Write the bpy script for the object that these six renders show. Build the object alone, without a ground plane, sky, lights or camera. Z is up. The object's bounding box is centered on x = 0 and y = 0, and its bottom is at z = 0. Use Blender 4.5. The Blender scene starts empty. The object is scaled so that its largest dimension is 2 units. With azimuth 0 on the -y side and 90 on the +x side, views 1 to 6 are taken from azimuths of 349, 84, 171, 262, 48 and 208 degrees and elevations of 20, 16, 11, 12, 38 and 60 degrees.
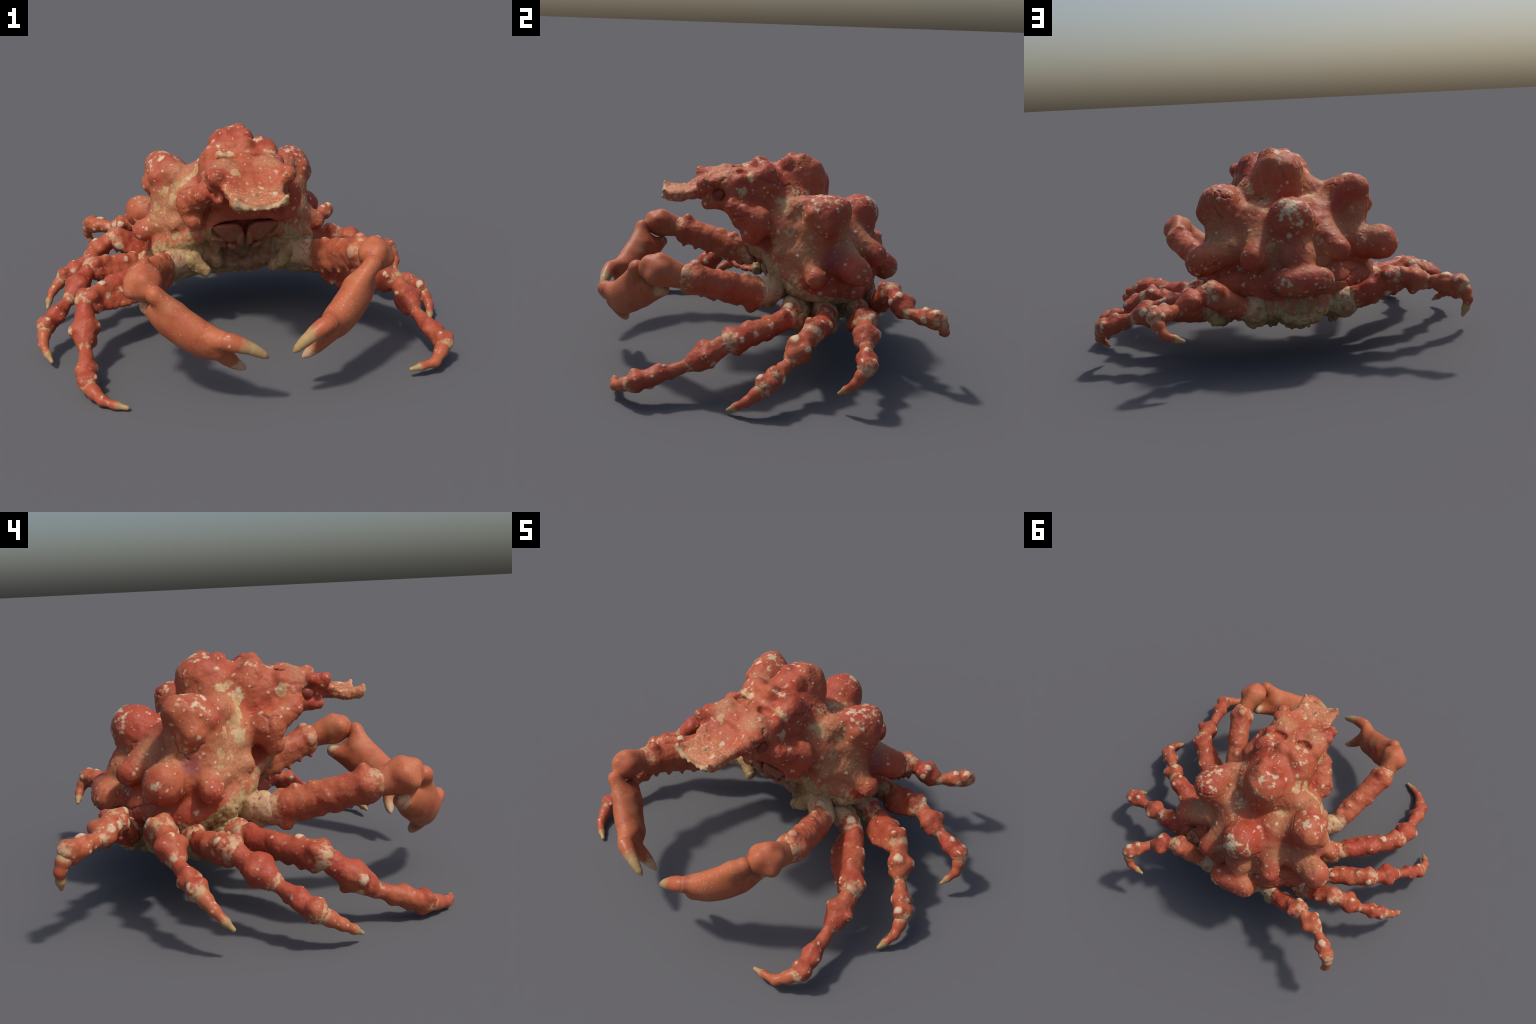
"""A knobbly red crab: heavy humped carapace with a two-horned rostrum, a pair of
pincers and four pairs of lumpy walking legs.  Every part is modelled as a smooth
union of rounded primitives (a signed distance field, meshed with surface nets)."""
import bpy, math, random
import numpy as np
from mathutils import Vector

rng = random.Random(7)
V = lambda *a: np.array(a, float)


def lerp(a, b, t):
    return V(*a) + (V(*b) - V(*a)) * t


# ------------------------------------------------------------------ field modelling
class Field:
    """A signed distance field on a grid; primitives are blended in one by one."""

    def __init__(self, lo, hi, h):
        self.lo, self.h = np.array(lo, float), h
        n = np.ceil((np.array(hi) - self.lo) / h).astype(int) + 1
        self.ax = [(self.lo[i] + h * np.arange(n[i])).astype(np.float32) for i in range(3)]
        self.d = np.full(n, 9.0, np.float32)

    def _window(self, lo, hi):
        s = []
        for i in range(3):
            a = int(np.clip(math.floor((lo[i] - self.lo[i]) / self.h), 0, self.d.shape[i] - 1))
            b = int(np.clip(math.ceil((hi[i] - self.lo[i]) / self.h) + 1, a + 1, self.d.shape[i]))
            s.append(slice(a, b))
        X, Y, Z = np.meshgrid(*(self.ax[i][s[i]] for i in range(3)), indexing="ij", sparse=True)
        return tuple(s), X, Y, Z

    def _blend(self, s, d, k, cut):
        a = self.d[s]
        if cut:
            d = -d
            h = np.maximum(k - np.abs(a - d), 0) / k
            self.d[s] = np.maximum(a, d) + h * h * k * 0.25
        else:
            h = np.maximum(k - np.abs(a - d), 0) / k
            self.d[s] = np.minimum(a, d) - h * h * k * 0.25

    def cone(self, a, b, ra, rb, k=0.03, cut=False):
        """A round cone (two spheres and the hull between them)."""
        a, b = V(*a), V(*b)
        m = max(ra, rb) + 2.2 * k + 0.03
        s, X, Y, Z = self._window(np.minimum(a, b) - m, np.maximum(a, b) + m)
        ba = b - a
        L2 = float(ba @ ba) + 1e-9
        px, py, pz = X - a[0], Y - a[1], Z - a[2]
        t = np.clip((px * ba[0] + py * ba[1] + pz * ba[2]) / L2, 0, 1)
        q = np.sqrt((px - ba[0] * t) ** 2 + (py - ba[1] * t) ** 2 + (pz - ba[2] * t) ** 2)
        self._blend(s, q - (ra + (rb - ra) * t), k, cut)

    def ball(self, c, r, k=0.03, cut=False):
        self.cone(c, (c[0], c[1], c[2] + 1e-4), r, r, k, cut)

    def egg(self, c, radii, axes=None, k=0.03, cut=False, power=2.0):
        """An ellipsoid (or a boxier one with power > 2); axes are three unit vectors."""
        c, r = V(*c), V(*radii)
        A = np.eye(3) if axes is None else np.array(axes, float)
        ext = np.abs(A).T @ r + 2.2 * k + 0.03
        s, X, Y, Z = self._window(c - ext, c + ext)
        px, py, pz = X - c[0], Y - c[1], Z - c[2]
        u = [np.abs(px * A[i, 0] + py * A[i, 1] + pz * A[i, 2]) for i in range(3)]
        n = sum((u[i] / r[i]) ** power for i in range(3)) ** (1 / power)
        g = np.sqrt(sum((u[i] / r[i] ** 2) ** 2 for i in range(3))) + 1e-6
        e = np.sqrt(sum((u[i] / r[i]) ** 2 for i in range(3)))
        d = (n - 1) * e / g
        d = np.where(n < 0.6, np.maximum(d, (n - 1) * r.min()), d)
        self._blend(s, d, k, cut)

    def slab(self, corners, y0, lean, thick, bulge=0.0, k=0.008):
        """A convex plate facing the front: corners as (x, z), leaning back towards its foot."""
        c = np.array(corners, float)
        mid = c.mean(0)
        lo = (c[:, 0].min() - 0.05, y0 - 0.2, c[:, 1].min() - 0.05)
        hi = (c[:, 0].max() + 0.05, y0 + 0.2, c[:, 1].max() + 0.05)
        s, X, Y, Z = self._window(np.array(lo), np.array(hi))
        d = None
        for p, q in zip(c, np.roll(c, -1, 0)):
            n = np.array([q[1] - p[1], p[0] - q[0]])
            n /= np.linalg.norm(n)
            if n @ (mid - p) > 0:
                n = -n
            e = (X - p[0]) * n[0] + (Z - p[1]) * n[1]
            if d is None:
                d = e
            else:
                h = np.maximum(0.016 - np.abs(d - e), 0) / 0.016
                d = np.maximum(d, e) + h * h * 0.004
        r2 = (X - mid[0]) ** 2 + (Z - mid[1]) ** 2
        face = np.abs(Y - y0 - (mid[1] - Z) * lean + 0 * X) - thick + bulge * r2
        h = np.maximum(0.02 - np.abs(d - face), 0) / 0.02
        self._blend(s, np.maximum(d, face) + h * h * 0.005, k, False)

    def mesh(self):
        """Surface nets: one vertex per cell that the surface crosses."""
        d = self.d
        ins = d < 0
        n = np.array(d.shape)
        cnt = np.zeros(n - 1, np.int8)
        for i in (0, 1):
            for j in (0, 1):
                for k in (0, 1):
                    cnt += ins[i : n[0] - 1 + i, j : n[1] - 1 + j, k : n[2] - 1 + k]
        cell = np.argwhere((cnt > 0) & (cnt < 8))
        index = np.full(n - 1, -1, np.int64)
        index[tuple(cell.T)] = np.arange(len(cell))
        acc, num = np.zeros((len(cell), 3)), np.zeros(len(cell))
        corner = [(i, j, k) for i in (0, 1) for j in (0, 1) for k in (0, 1)]
        for p in corner:
            for axis in range(3):
                if p[axis]:
                    continue
                q = list(p)
                q[axis] = 1
                a = d[tuple((cell + p).T)]
                b = d[tuple((cell + q).T)]
                x = (a < 0) != (b < 0)
                t = np.where(x, a / np.where(x, a - b, 1), 0)
                pos = np.repeat(np.array(p, float)[None], len(cell), 0)
                pos[:, axis] = t
                acc += pos * x[:, None]
                num += x
        verts = self.lo + (cell + acc / num[:, None]) * self.h
        faces = []
        for axis in range(3):
            b, c = (axis + 1) % 3, (axis + 2) % 3
            lo = [slice(None)] * 3
            hi = [slice(None)] * 3
            lo[axis], hi[axis] = slice(0, -1), slice(1, None)
            for o in (b, c):
                lo[o] = hi[o] = slice(1, -1)
            A, B = ins[tuple(lo)], ins[tuple(hi)]
            e = np.argwhere(A != B)
            flip = A[tuple(e.T)]
            e[:, b] += 1
            e[:, c] += 1
            quad = []
            for db, dc in ((-1, -1), (0, -1), (0, 0), (-1, 0)):
                w = e.copy()
                w[:, b] += db
                w[:, c] += dc
                quad.append(index[tuple(w.T)])
            quad = np.stack(quad, 1)
            quad[~flip] = quad[~flip][:, ::-1]
            faces.append(quad)
        return verts, np.concatenate(faces)


def smooth(verts, faces, times=2, amount=0.5):
    e = np.concatenate([faces[:, [i, (i + 1) % 4]] for i in range(4)])
    n = len(verts)
    deg = np.bincount(e.ravel(), minlength=n)[:, None]
    for _ in range(times):
        for w in (amount, -amount * 1.04):
            s = np.stack([np.bincount(e[:, 0], verts[e[:, 1], i], n) + np.bincount(e[:, 1], verts[e[:, 0], i], n) for i in range(3)], 1)
            verts = verts + w * (s / deg - verts)
    return verts


def to_mesh(name, verts, faces):
    me = bpy.data.meshes.new(name)
    me.vertices.add(len(verts))
    me.vertices.foreach_set("co", np.ascontiguousarray(verts, np.float32).ravel())
    k = faces.shape[1]
    me.loops.add(faces.size)
    me.loops.foreach_set("vertex_index", faces.ravel().astype(np.int32))
    me.polygons.add(len(faces))
    me.polygons.foreach_set("loop_start", np.arange(0, faces.size, k, dtype=np.int32))
    me.polygons.foreach_set("use_smooth", np.ones(len(faces), bool))
    me.update(calc_edges=True)
    return me


# ------------------------------------------------------------------ node helpers (shader and geometry trees alike)
class Nodes:
    def __init__(self, tree):
        self.t = tree

    def new(self, kind, **props):
        n = self.t.nodes.new(kind)
        for k, v in props.items():
            setattr(n, k, v)
        return n

    def put(self, sock, v):
        if hasattr(v, "is_linked") or isinstance(v, bpy.types.NodeSocket):
            self.t.links.new(v, sock)
        else:
            sock.default_value = v

    def math(self, op, a, b=0.0, c=None, clamp=False):
        n = self.new("ShaderNodeMath", operation=op, use_clamp=clamp)
        self.put(n.inputs[0], a)
        self.put(n.inputs[1], b)
        if c is not None:
            self.put(n.inputs[2], c)
        return n.outputs[0]

    def vec(self, op, a, b=(0, 0, 0), scale=None):
        n = self.new("ShaderNodeVectorMath", operation=op)
        self.put(n.inputs[0], a)
        self.put(n.inputs[1], b)
        if scale is not None:
            self.put(n.inputs["Scale"], scale)
        return n.outputs["Value"] if op in ("LENGTH", "DISTANCE", "DOT_PRODUCT") else n.outputs["Vector"]

    def noise(self, p, scale, detail=2.0, rough=0.5, color=False):
        n = self.new("ShaderNodeTexNoise")
        self.put(n.inputs["Vector"], p)
        n.inputs["Scale"].default_value = scale
        n.inputs["Detail"].default_value = detail
        n.inputs["Roughness"].default_value = rough
        return n.outputs["Color"] if color else n.outputs[0]

    def voronoi(self, p, scale, feature="F1"):
        n = self.new("ShaderNodeTexVoronoi", feature=feature)
        self.put(n.inputs["Vector"], p)
        n.inputs["Scale"].default_value = scale
        return n.outputs["Distance"], n.outputs["Color"] if feature == "F1" else None

    def ramp(self, v, a, b, x=0.0, y=1.0):
        n = self.new("ShaderNodeMapRange", interpolation_type="SMOOTHSTEP")
        self.put(n.inputs[0], v)
        for i, q in enumerate((a, b, x, y)):
            self.put(n.inputs[i + 1], q)
        return n.outputs[0]

    def split(self, c):
        n = self.new("ShaderNodeSeparateXYZ")
        self.put(n.inputs[0], c)
        return n.outputs

    def mix(self, f, a, b):
        n = self.new("ShaderNodeMix", data_type="RGBA")
        self.put(n.inputs[0], f)
        self.put(n.inputs[6], a if not isinstance(a, tuple) else (*a, 1))
        self.put(n.inputs[7], b if not isinstance(b, tuple) else (*b, 1))
        return n.outputs[2]

    def maxi(self, *a):
        r = a[0]
        for b in a[1:]:
            r = self.math("MAXIMUM", r, b)
        return r

    def warp(self, p, scale, amount):
        c = self.noise(p, scale, 2.0, color=True)
        c = self.vec("SUBTRACT", c, (0.5, 0.5, 0.5))
        return self.vec("ADD", p, self.vec("SCALE", c, scale=amount))

    def spots(self, p, scale, share, big, warp_scale=40.0, warp=0.012):
        """Round spots of varied size in a share of the Voronoi cells."""
        q = self.warp(p, warp_scale, warp)
        d, c = self.voronoi(q, scale)
        r = self.split(c)[0]
        r = self.math("SUBTRACT", r, 1 - share)
        r = self.math("MULTIPLY", r, big / share)
        inner = self.math("MULTIPLY", r, 0.35)
        return self.math("SUBTRACT", 1.0, self.ramp(d, inner, self.math("MAXIMUM", r, 0.0001)), clamp=True)


# spot families shared by the relief and the colours: (scale, share, size, warp scale, warp)
LEG_BIG = (17.0, 0.33, 0.50, 40.0, 0.032)
SMALL = (44.0, 0.34, 0.42, 60.0, 0.012)
BODY_BIG = (23.0, 0.52, 0.46, 55.0, 0.022)


def relief(kind):
    """Geometry nodes: bumps under the pale spots, plus uneven shell."""
    g = bpy.data.node_groups.new("relief_" + kind, "GeometryNodeTree")
    g.interface.new_socket("Geometry", in_out="INPUT", socket_type="NodeSocketGeometry")
    g.interface.new_socket("Geometry", in_out="OUTPUT", socket_type="NodeSocketGeometry")
    N = Nodes(g)
    i, o = N.new("NodeGroupInput"), N.new("NodeGroupOutput")
    p = N.new("GeometryNodeInputPosition").outputs[0]
    nor = N.new("GeometryNodeInputNormal").outputs[0]
    wave = N.math("SUBTRACT", N.noise(p, 9.0, 2.0), 0.5)
    fine = N.math("SUBTRACT", N.noise(p, 38.0, 3.0, 0.6), 0.5)
    if kind == "body":
        a, b, big, small = 0.016, 0.0045, N.spots(p, *BODY_BIG), N.spots(p, *SMALL)
        lift = N.math("ADD", N.math("MULTIPLY", big, 0.003), N.math("MULTIPLY", small, 0.0025))
    elif kind == "leg":
        a, b, big, small = 0.014, 0.005, N.spots(p, *LEG_BIG), N.spots(p, *SMALL)
        lift = N.math("ADD", N.math("MULTIPLY", big, 0.004), N.math("MULTIPLY", small, 0.002))
    elif kind == "belly":
        a, b = 0.03, 0.012
        fold = N.math("ABSOLUTE", N.math("SUBTRACT", N.noise(N.warp(p, 9.0, 0.06), 15.0, 2.0), 0.5))
        lift = N.math("MULTIPLY", N.ramp(fold, 0.0, 0.12), 0.010)
    else:
        a, b = 0.004, 0.001
        lift = 0.0
    h = N.math("ADD", N.math("MULTIPLY", wave, a), N.math("MULTIPLY", fine, b))
    if kind in ("body", "leg"):
        mid = N.math("SUBTRACT", N.noise(p, 20.0, 2.0), 0.5)
        h = N.math("ADD", h, N.math("MULTIPLY", mid, 0.010))
    if kind == "body":
        dist, cell = N.voronoi(N.warp(p, 30.0, 0.02), 62.0)
        wart = N.math("MULTIPLY", N.ramp(dist, 0.05, 0.42, 1.0, 0.0), N.ramp(N.noise(p, 8.0, 2.0), 0.50, 0.62))
        h = N.math("ADD", h, N.math("MULTIPLY", wart, 0.0045))
        edge, _ = N.voronoi(N.warp(N.warp(p, 7.0, 0.12), 40.0, 0.02), 5.0, "DISTANCE_TO_EDGE")
        groove = N.math("MULTIPLY", N.ramp(edge, 0.006, 0.030, 1.0, 0.0), N.ramp(N.noise(N.vec("ADD", p, (5, 2, 8)), 6.0, 2.0), 0.54, 0.62))
        h = N.math("SUBTRACT", h, N.math("MULTIPLY", groove, 0.006))
        front = N.math("ADD", N.split(p)[1], N.math("MULTIPLY", N.noise(p, 8.0), 0.1))
        crag = N.math("MULTIPLY", N.math("SUBTRACT", N.noise(p, 26.0, 4.0, 0.6), 0.5), N.math("MULTIPLY", N.ramp(front, 0.16, -0.05), N.ramp(front, -0.40, -0.30, 0.25, 1.0)))
        h = N.math("ADD", h, N.math("MULTIPLY", crag, 0.014))
    h = N.math("ADD", h, lift)
    s = N.new("GeometryNodeSetPosition")
    g.links.new(i.outputs[0], s.inputs["Geometry"])
    g.links.new(N.vec("SCALE", nor, scale=h), s.inputs["Offset"])
    g.links.new(s.outputs[0], o.inputs[0])
    return g


RELIEF = {k: relief(k) for k in ("body", "leg", "belly", "claw")}


def carve(me, kind):
    """Apply the relief to a mesh and return it."""
    ob = bpy.data.objects.new("temporary", me)
    bpy.context.scene.collection.objects.link(ob)
    m = ob.modifiers.new("relief", "NODES")
    m.node_group = RELIEF[kind]
    dg = bpy.context.evaluated_depsgraph_get()
    out = bpy.data.meshes.new_from_object(ob.evaluated_get(dg), depsgraph=dg)
    out.name = me.name
    bpy.data.objects.remove(ob)
    return out


# ------------------------------------------------------------------ colours
RED, ORANGE, DEEP = (0.375, 0.063, 0.033), (0.425, 0.110, 0.050), (0.30, 0.038, 0.025)
TAN = (0.42, 0.18, 0.082)
CREAM, WHITE, BONE = (0.52, 0.37, 0.19), (0.60, 0.46, 0.30), (0.42, 0.29, 0.13)
PURPLE, BROWN, SOIL = (0.20, 0.035, 0.055), (0.34, 0.20, 0.09), (0.16, 0.11, 0.07)


def shell(name, base=None, rough=0.55):
    m = bpy.data.materials.new(name)
    m.use_nodes = True
    N = Nodes(m.node_tree)
    b = m.node_tree.nodes["Principled BSDF"]
    b.inputs["Roughness"].default_value = rough
    b.inputs["Specular IOR Level"].default_value = 0.25
    p = N.new("ShaderNodeTexCoord").outputs["Object"]
    return m, N, b, p


def zone(N, p, c, r, soft=0.5, rough_p=None):
    d = N.vec("DISTANCE", p, c)
    return N.ramp(d, r * (1 - soft), r * (1 + soft), 1.0, 0.0)


def zones(N, p, many):
    return N.maxi(*(N.math("MULTIPLY", zone(N, p, c, r), w) for *c, r, w in many))


def base_red(N, p, orange=0.0):
    n = N.noise(p, 5.0, 3.0)
    col = N.mix(N.ramp(n, 0.35, 0.68), RED, ORANGE)
    if orange:
        col = N.mix(orange, col, (0.50, 0.155, 0.066))
    n2 = N.noise(p, 14.0, 3.0)
    col = N.mix(N.math("MULTIPLY", N.ramp(n2, 0.55, 0.75), 0.5), col, DEEP)
    grain = N.noise(p, 220.0, 2.0, 0.6)
    col = N.mix(N.math("MULTIPLY", N.ramp(grain, 0.56, 0.78), 0.35), col, (0.58, 0.28, 0.15))
    fleck = N.spots(p, 95.0, 0.30, 0.30, 120.0, 0.004)
    col = N.mix(N.math("MULTIPLY", N.math("MULTIPLY", fleck, 0.75), N.ramp(N.noise(p, 11.0, 2.0), 0.40, 0.60)), col, WHITE)
    return col


def finish(N, b, p, col, bump=0.25, scale=160.0):
    N.put(b.inputs["Base Color"], col)
    n = N.noise(p, scale, 3.0, 0.6)
    bp = N.new("ShaderNodeBump")
    bp.inputs["Strength"].default_value = bump
    bp.inputs["Distance"].default_value = 0.004
    N.put(bp.inputs["Height"], n)
    N.put(b.inputs["Normal"], bp.outputs[0])


CREAM_ZONES = []     # (x, y, z, radius, weight) bare cream hollows of the carapace
CROWN_ZONES = []     # pale mottled crowns of the domes
TAN_ZONES = []      # worn, tan slopes
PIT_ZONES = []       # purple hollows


def body_material():
    m, N, b, p = shell("carapace_shell")
    col = base_red(N, p)
    wob = N.warp(N.warp(p, 9.0, 0.10), 30.0, 0.05)
    mott = N.noise(p, 42.0, 4.0, 0.65)
    speck = N.noise(p, 100.0, 2.0, 0.5)
    tan = zones(N, wob, TAN_ZONES)
    broad = N.noise(p, 6.0, 3.0, 0.6)
    t = N.math("MULTIPLY", N.math("ADD", tan, N.ramp(broad, 0.55, 0.75, 0.0, 0.35), clamp=True), 0.74)
    col = N.mix(t, col, N.mix(N.ramp(speck, 0.35, 0.7), TAN, (0.50, 0.27, 0.14)))
    c1 = zones(N, wob, CREAM_ZONES)
    cm = N.math("MULTIPLY", N.ramp(N.math("ADD", c1, N.math("MULTIPLY", N.math("SUBTRACT", mott, 0.5), 2.2)), 0.52, 0.92), 0.88)
    cream = N.mix(N.ramp(N.noise(p, 24.0, 3.0), 0.38, 0.66), CREAM, (0.44, 0.27, 0.12))
    col = N.mix(cm, col, cream)
    c2 = zones(N, wob, CROWN_ZONES)
    blot = N.noise(p, 24.0, 4.0, 0.6)
    cr = N.ramp(N.math("ADD", N.math("MULTIPLY", c2, 0.25), blot), 0.76, 0.87)
    col = N.mix(N.math("MULTIPLY", cr, 0.9), col, WHITE)
    dirt = N.ramp(N.math("ADD", N.math("MULTIPLY", c2, 0.16), N.noise(N.vec("ADD", p, (3, 1, 2)), 34.0, 4.0, 0.65)), 0.77, 0.85)
    col = N.mix(N.math("MULTIPLY", dirt, 0.7), col, (0.30, 0.19, 0.10))
    s = N.maxi(N.spots(p, *BODY_BIG), N.spots(p, *SMALL))
    s = N.math("MULTIPLY", s, N.ramp(N.noise(p, 70.0, 3.0, 0.6), 0.30, 0.55, 0.45, 0.92))
    col = N.mix(s, col, WHITE)
    edge, _ = N.voronoi(N.warp(N.warp(p, 7.0, 0.12), 40.0, 0.02), 5.0, "DISTANCE_TO_EDGE")
    crack = N.math("MULTIPLY", N.ramp(edge, 0.006, 0.022, 1.0, 0.0), N.ramp(N.noise(N.vec("ADD", p, (5, 2, 8)), 6.0, 2.0), 0.54, 0.62))
    col = N.mix(N.math("MULTIPLY", crack, 0.7), col, (0.17, 0.075, 0.045))
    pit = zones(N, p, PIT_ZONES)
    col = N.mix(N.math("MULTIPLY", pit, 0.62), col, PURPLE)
    finish(N, b, p, col)
    return m


def rostrum_material():
    m, N, b, p = shell("rostrum_shell")
    col = base_red(N, p)
    fuzz = N.noise(p, 130.0, 3.0, 0.6)
    y = N.split(p)[1]
    plate = N.ramp(N.math("ADD", y, N.math("MULTIPLY", N.noise(p, 25.0, 3.0), 0.12)), -0.26, -0.33)
    col = N.mix(N.math("MULTIPLY", N.math("MULTIPLY", plate, 0.75), N.ramp(fuzz, 0.35, 0.62)), col, (0.52, 0.26, 0.13))
    blot = N.noise(p, 32.0, 3.0, 0.6)
    col = N.mix(N.math("MULTIPLY", N.ramp(blot, 0.58, 0.66), 0.75), col, CREAM)
    s = N.maxi(N.spots(p, *BODY_BIG), N.spots(p, *SMALL))
    col = N.mix(N.math("MULTIPLY", s, 0.9), col, WHITE)
    groove = N.noise(p, 16.0, 4.0, 0.7)
    x = N.math("ABSOLUTE", N.math("ADD", N.split(N.warp(p, 20.0, 0.05))[0], -0.01))
    crack = N.math("MULTIPLY", N.ramp(x, 0.004, 0.012, 1.0, 0.0), N.ramp(groove, 0.5, 0.6))
    col = N.mix(N.math("MULTIPLY", crack, 0.8), col, SOIL)
    rim = N.ramp(N.math("ADD", y, N.math("MULTIPLY", N.math("SUBTRACT", fuzz, 0.5), 0.02)), -0.499, -0.509)
    col = N.mix(N.math("MULTIPLY", rim, 0.85), col, (0.52, 0.36, 0.20))
    finish(N, b, p, col, 0.5, 110.0)
    return m


def belly_material():
    m, N, b, p = shell("belly_skin", rough=0.5)
    n = N.noise(p, 12.0, 4.0, 0.6)
    col = N.mix(N.ramp(n, 0.35, 0.65), (0.34, 0.22, 0.10), (0.47, 0.33, 0.16))
    col = N.mix(N.math("MULTIPLY", N.ramp(N.noise(p, 28.0, 4.0), 0.48, 0.66), 0.65), col, (0.24, 0.14, 0.065))
    tall = N.vec("MULTIPLY", N.warp(p, 14.0, 0.05), (1.0, 1.0, 0.55))
    patch = N.noise(tall, 32.0, 3.0, 0.55)
    z = N.split(p)[2]
    band = N.ramp(N.math("ADD", z, N.math("MULTIPLY", N.split(p)[1], 0.30)), 0.42, 0.50)
    rear = N.ramp(N.split(p)[1], 0.48, 0.58, 0.0, 0.7)
    amount = N.math("MAXIMUM", band, rear)
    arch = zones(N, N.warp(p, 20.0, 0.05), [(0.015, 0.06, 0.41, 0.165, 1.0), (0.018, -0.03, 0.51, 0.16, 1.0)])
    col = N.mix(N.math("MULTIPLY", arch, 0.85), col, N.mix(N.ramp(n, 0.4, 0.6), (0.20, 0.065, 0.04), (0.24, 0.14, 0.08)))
    vein = N.math("MULTIPLY", N.ramp(N.math("ADD", patch, N.math("MULTIPLY", amount, 0.13)), 0.60, 0.68), N.math("ADD", N.math("MULTIPLY", amount, 0.6), 0.25))
    col = N.mix(vein, col, (0.46, 0.11, 0.055))
    finish(N, b, p, col, 0.5, 70.0)
    return m


CAPS = ["knob_cap_%s" % c for c in "abcdef"]


def limb_material(name, smoothish=False, orange=0.60, lim=0.12):
    """Red shell with pale spots, bare cream at both joints (places kept as properties of each segment)."""
    m, N, b, p = shell(name, rough=0.5)
    col = base_red(N, p, orange if smoothish else 0.0)
    wob = N.warp(p, 30.0, 0.05)
    if smoothish:
        fine = N.maxi(N.spots(p, 75.0, 0.60, 0.40, 90.0, 0.004), N.spots(p, 120.0, 0.5, 0.36, 150.0, 0.003))
        col = N.mix(N.math("MULTIPLY", fine, N.math("MULTIPLY", N.ramp(N.noise(p, 9.0), 0.40, 0.58), 0.85)), col, (0.56, 0.33, 0.19))
        col = N.mix(N.math("MULTIPLY", N.ramp(N.noise(N.vec("ADD", p, (2, 7, 1)), 8.0, 4.0, 0.6), 0.48, 0.70), 0.55), col, (0.36, 0.075, 0.038))
        col = N.mix(N.math("MULTIPLY", N.ramp(N.noise(N.vec("ADD", p, (9, 3, 4)), 10.0, 4.0, 0.6), 0.52, 0.72), 0.45), col, (0.46, 0.22, 0.11))
    else:
        lim = 1.0
    s = N.math("MULTIPLY", N.maxi(N.spots(p, *LEG_BIG), N.math("MULTIPLY", N.spots(p, *SMALL), 0.6)), lim)
    col = N.mix(N.math("MULTIPLY", s, N.ramp(N.noise(p, 70.0, 3.0, 0.6), 0.30, 0.55, 0.5, 0.92)), col, WHITE)
    caps = []
    for key in CAPS:
        at = N.new("ShaderNodeAttribute", attribute_type="OBJECT", attribute_name='["%s"]' % key).outputs["Vector"]
        wide = N.new("ShaderNodeAttribute", attribute_type="OBJECT", attribute_name='["%s_reach"]' % key).outputs["Fac"]
        d = N.math("DIVIDE", N.vec("DISTANCE", N.warp(p, 32.0, 0.034), at), N.math("MAXIMUM", wide, 0.0001))
        caps.append(N.ramp(d, 0.65, 1.1, 1.0, 0.0))
    col = N.mix(N.math("MULTIPLY", N.maxi(*caps), 0.9 if not smoothish else 0.4), col, WHITE)
    mott = N.noise(p, 48.0, 4.0, 0.65)
    for key in ("joint_near", "joint_far"):
        at = N.new("ShaderNodeAttribute", attribute_type="OBJECT", attribute_name='["%s"]' % key).outputs["Vector"]
        wide = N.new("ShaderNodeAttribute", attribute_type="OBJECT", attribute_name='["%s_reach"]' % key).outputs["Fac"]
        d = N.math("DIVIDE", N.vec("DISTANCE", wob, at), N.math("MAXIMUM", wide, 0.001))
        f = N.ramp(N.math("ADD", d, N.math("MULTIPLY", N.math("SUBTRACT", mott, 0.5), 1.6)), 0.55, 1.0, 1.0, 0.0)
        col = N.mix(N.math("MULTIPLY", f, 0.8), col, N.mix(N.ramp(mott, 0.4, 0.6), CREAM, WHITE))
    finish(N, b, p, col, 0.2)
    return m


def tip_material():
    """Finger or leg tip: red at the root, horn-coloured at the point."""
    m, N, b, p = shell("claw_tip_shell", rough=0.4)
    col = base_red(N, p, 0.25)
    col = N.mix(N.math("MULTIPLY", N.spots(p, *SMALL), 0.8), col, WHITE)
    n = N.noise(p, 30.0, 3.0)
    for key, tint in (("joint_near", CREAM), ("joint_far", BONE)):
        at = N.new("ShaderNodeAttribute", attribute_type="OBJECT", attribute_name='["%s"]' % key).outputs["Vector"]
        wide = N.new("ShaderNodeAttribute", attribute_type="OBJECT", attribute_name='["%s_reach"]' % key).outputs["Fac"]
        d = N.math("DIVIDE", N.vec("DISTANCE", p, at), N.math("MAXIMUM", wide, 0.001))
        f = N.ramp(N.math("ADD", d, N.math("MULTIPLY", N.math("SUBTRACT", n, 0.5), 0.8)), 0.7, 1.15, 1.0, 0.0)
        col = N.mix(N.math("MULTIPLY", f, 0.9), col, tint)
    finish(N, b, p, col, 0.15)
    return m


def plain(name, a, c, rough=0.5, scale=30.0):
    m, N, b, p = shell(name, rough=rough)
    col = N.mix(N.ramp(N.noise(p, scale, 4.0, 0.6), 0.35, 0.65), a, c)
    finish(N, b, p, col, 0.3, 90.0)
    return m


# ------------------------------------------------------------------ scene tree
def link(name, me, parent, mat=None):
    ob = bpy.data.objects.new(name, me)
    bpy.context.scene.collection.objects.link(ob)
    ob.parent = parent
    if mat and me:
        me.materials.clear()
        me.materials.append(mat)
    return ob


crab = link("crab", None, None)
crab["label"] = "knobbly red crab with humped shell, two pincers and spotted legs"
crab["category"] = "crab"

# ------------------------------------------------------------------ body
H = 0.0055
B = Field((-0.66, -0.62, 0.10), (0.66, 0.84, 1.08), H)

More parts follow.
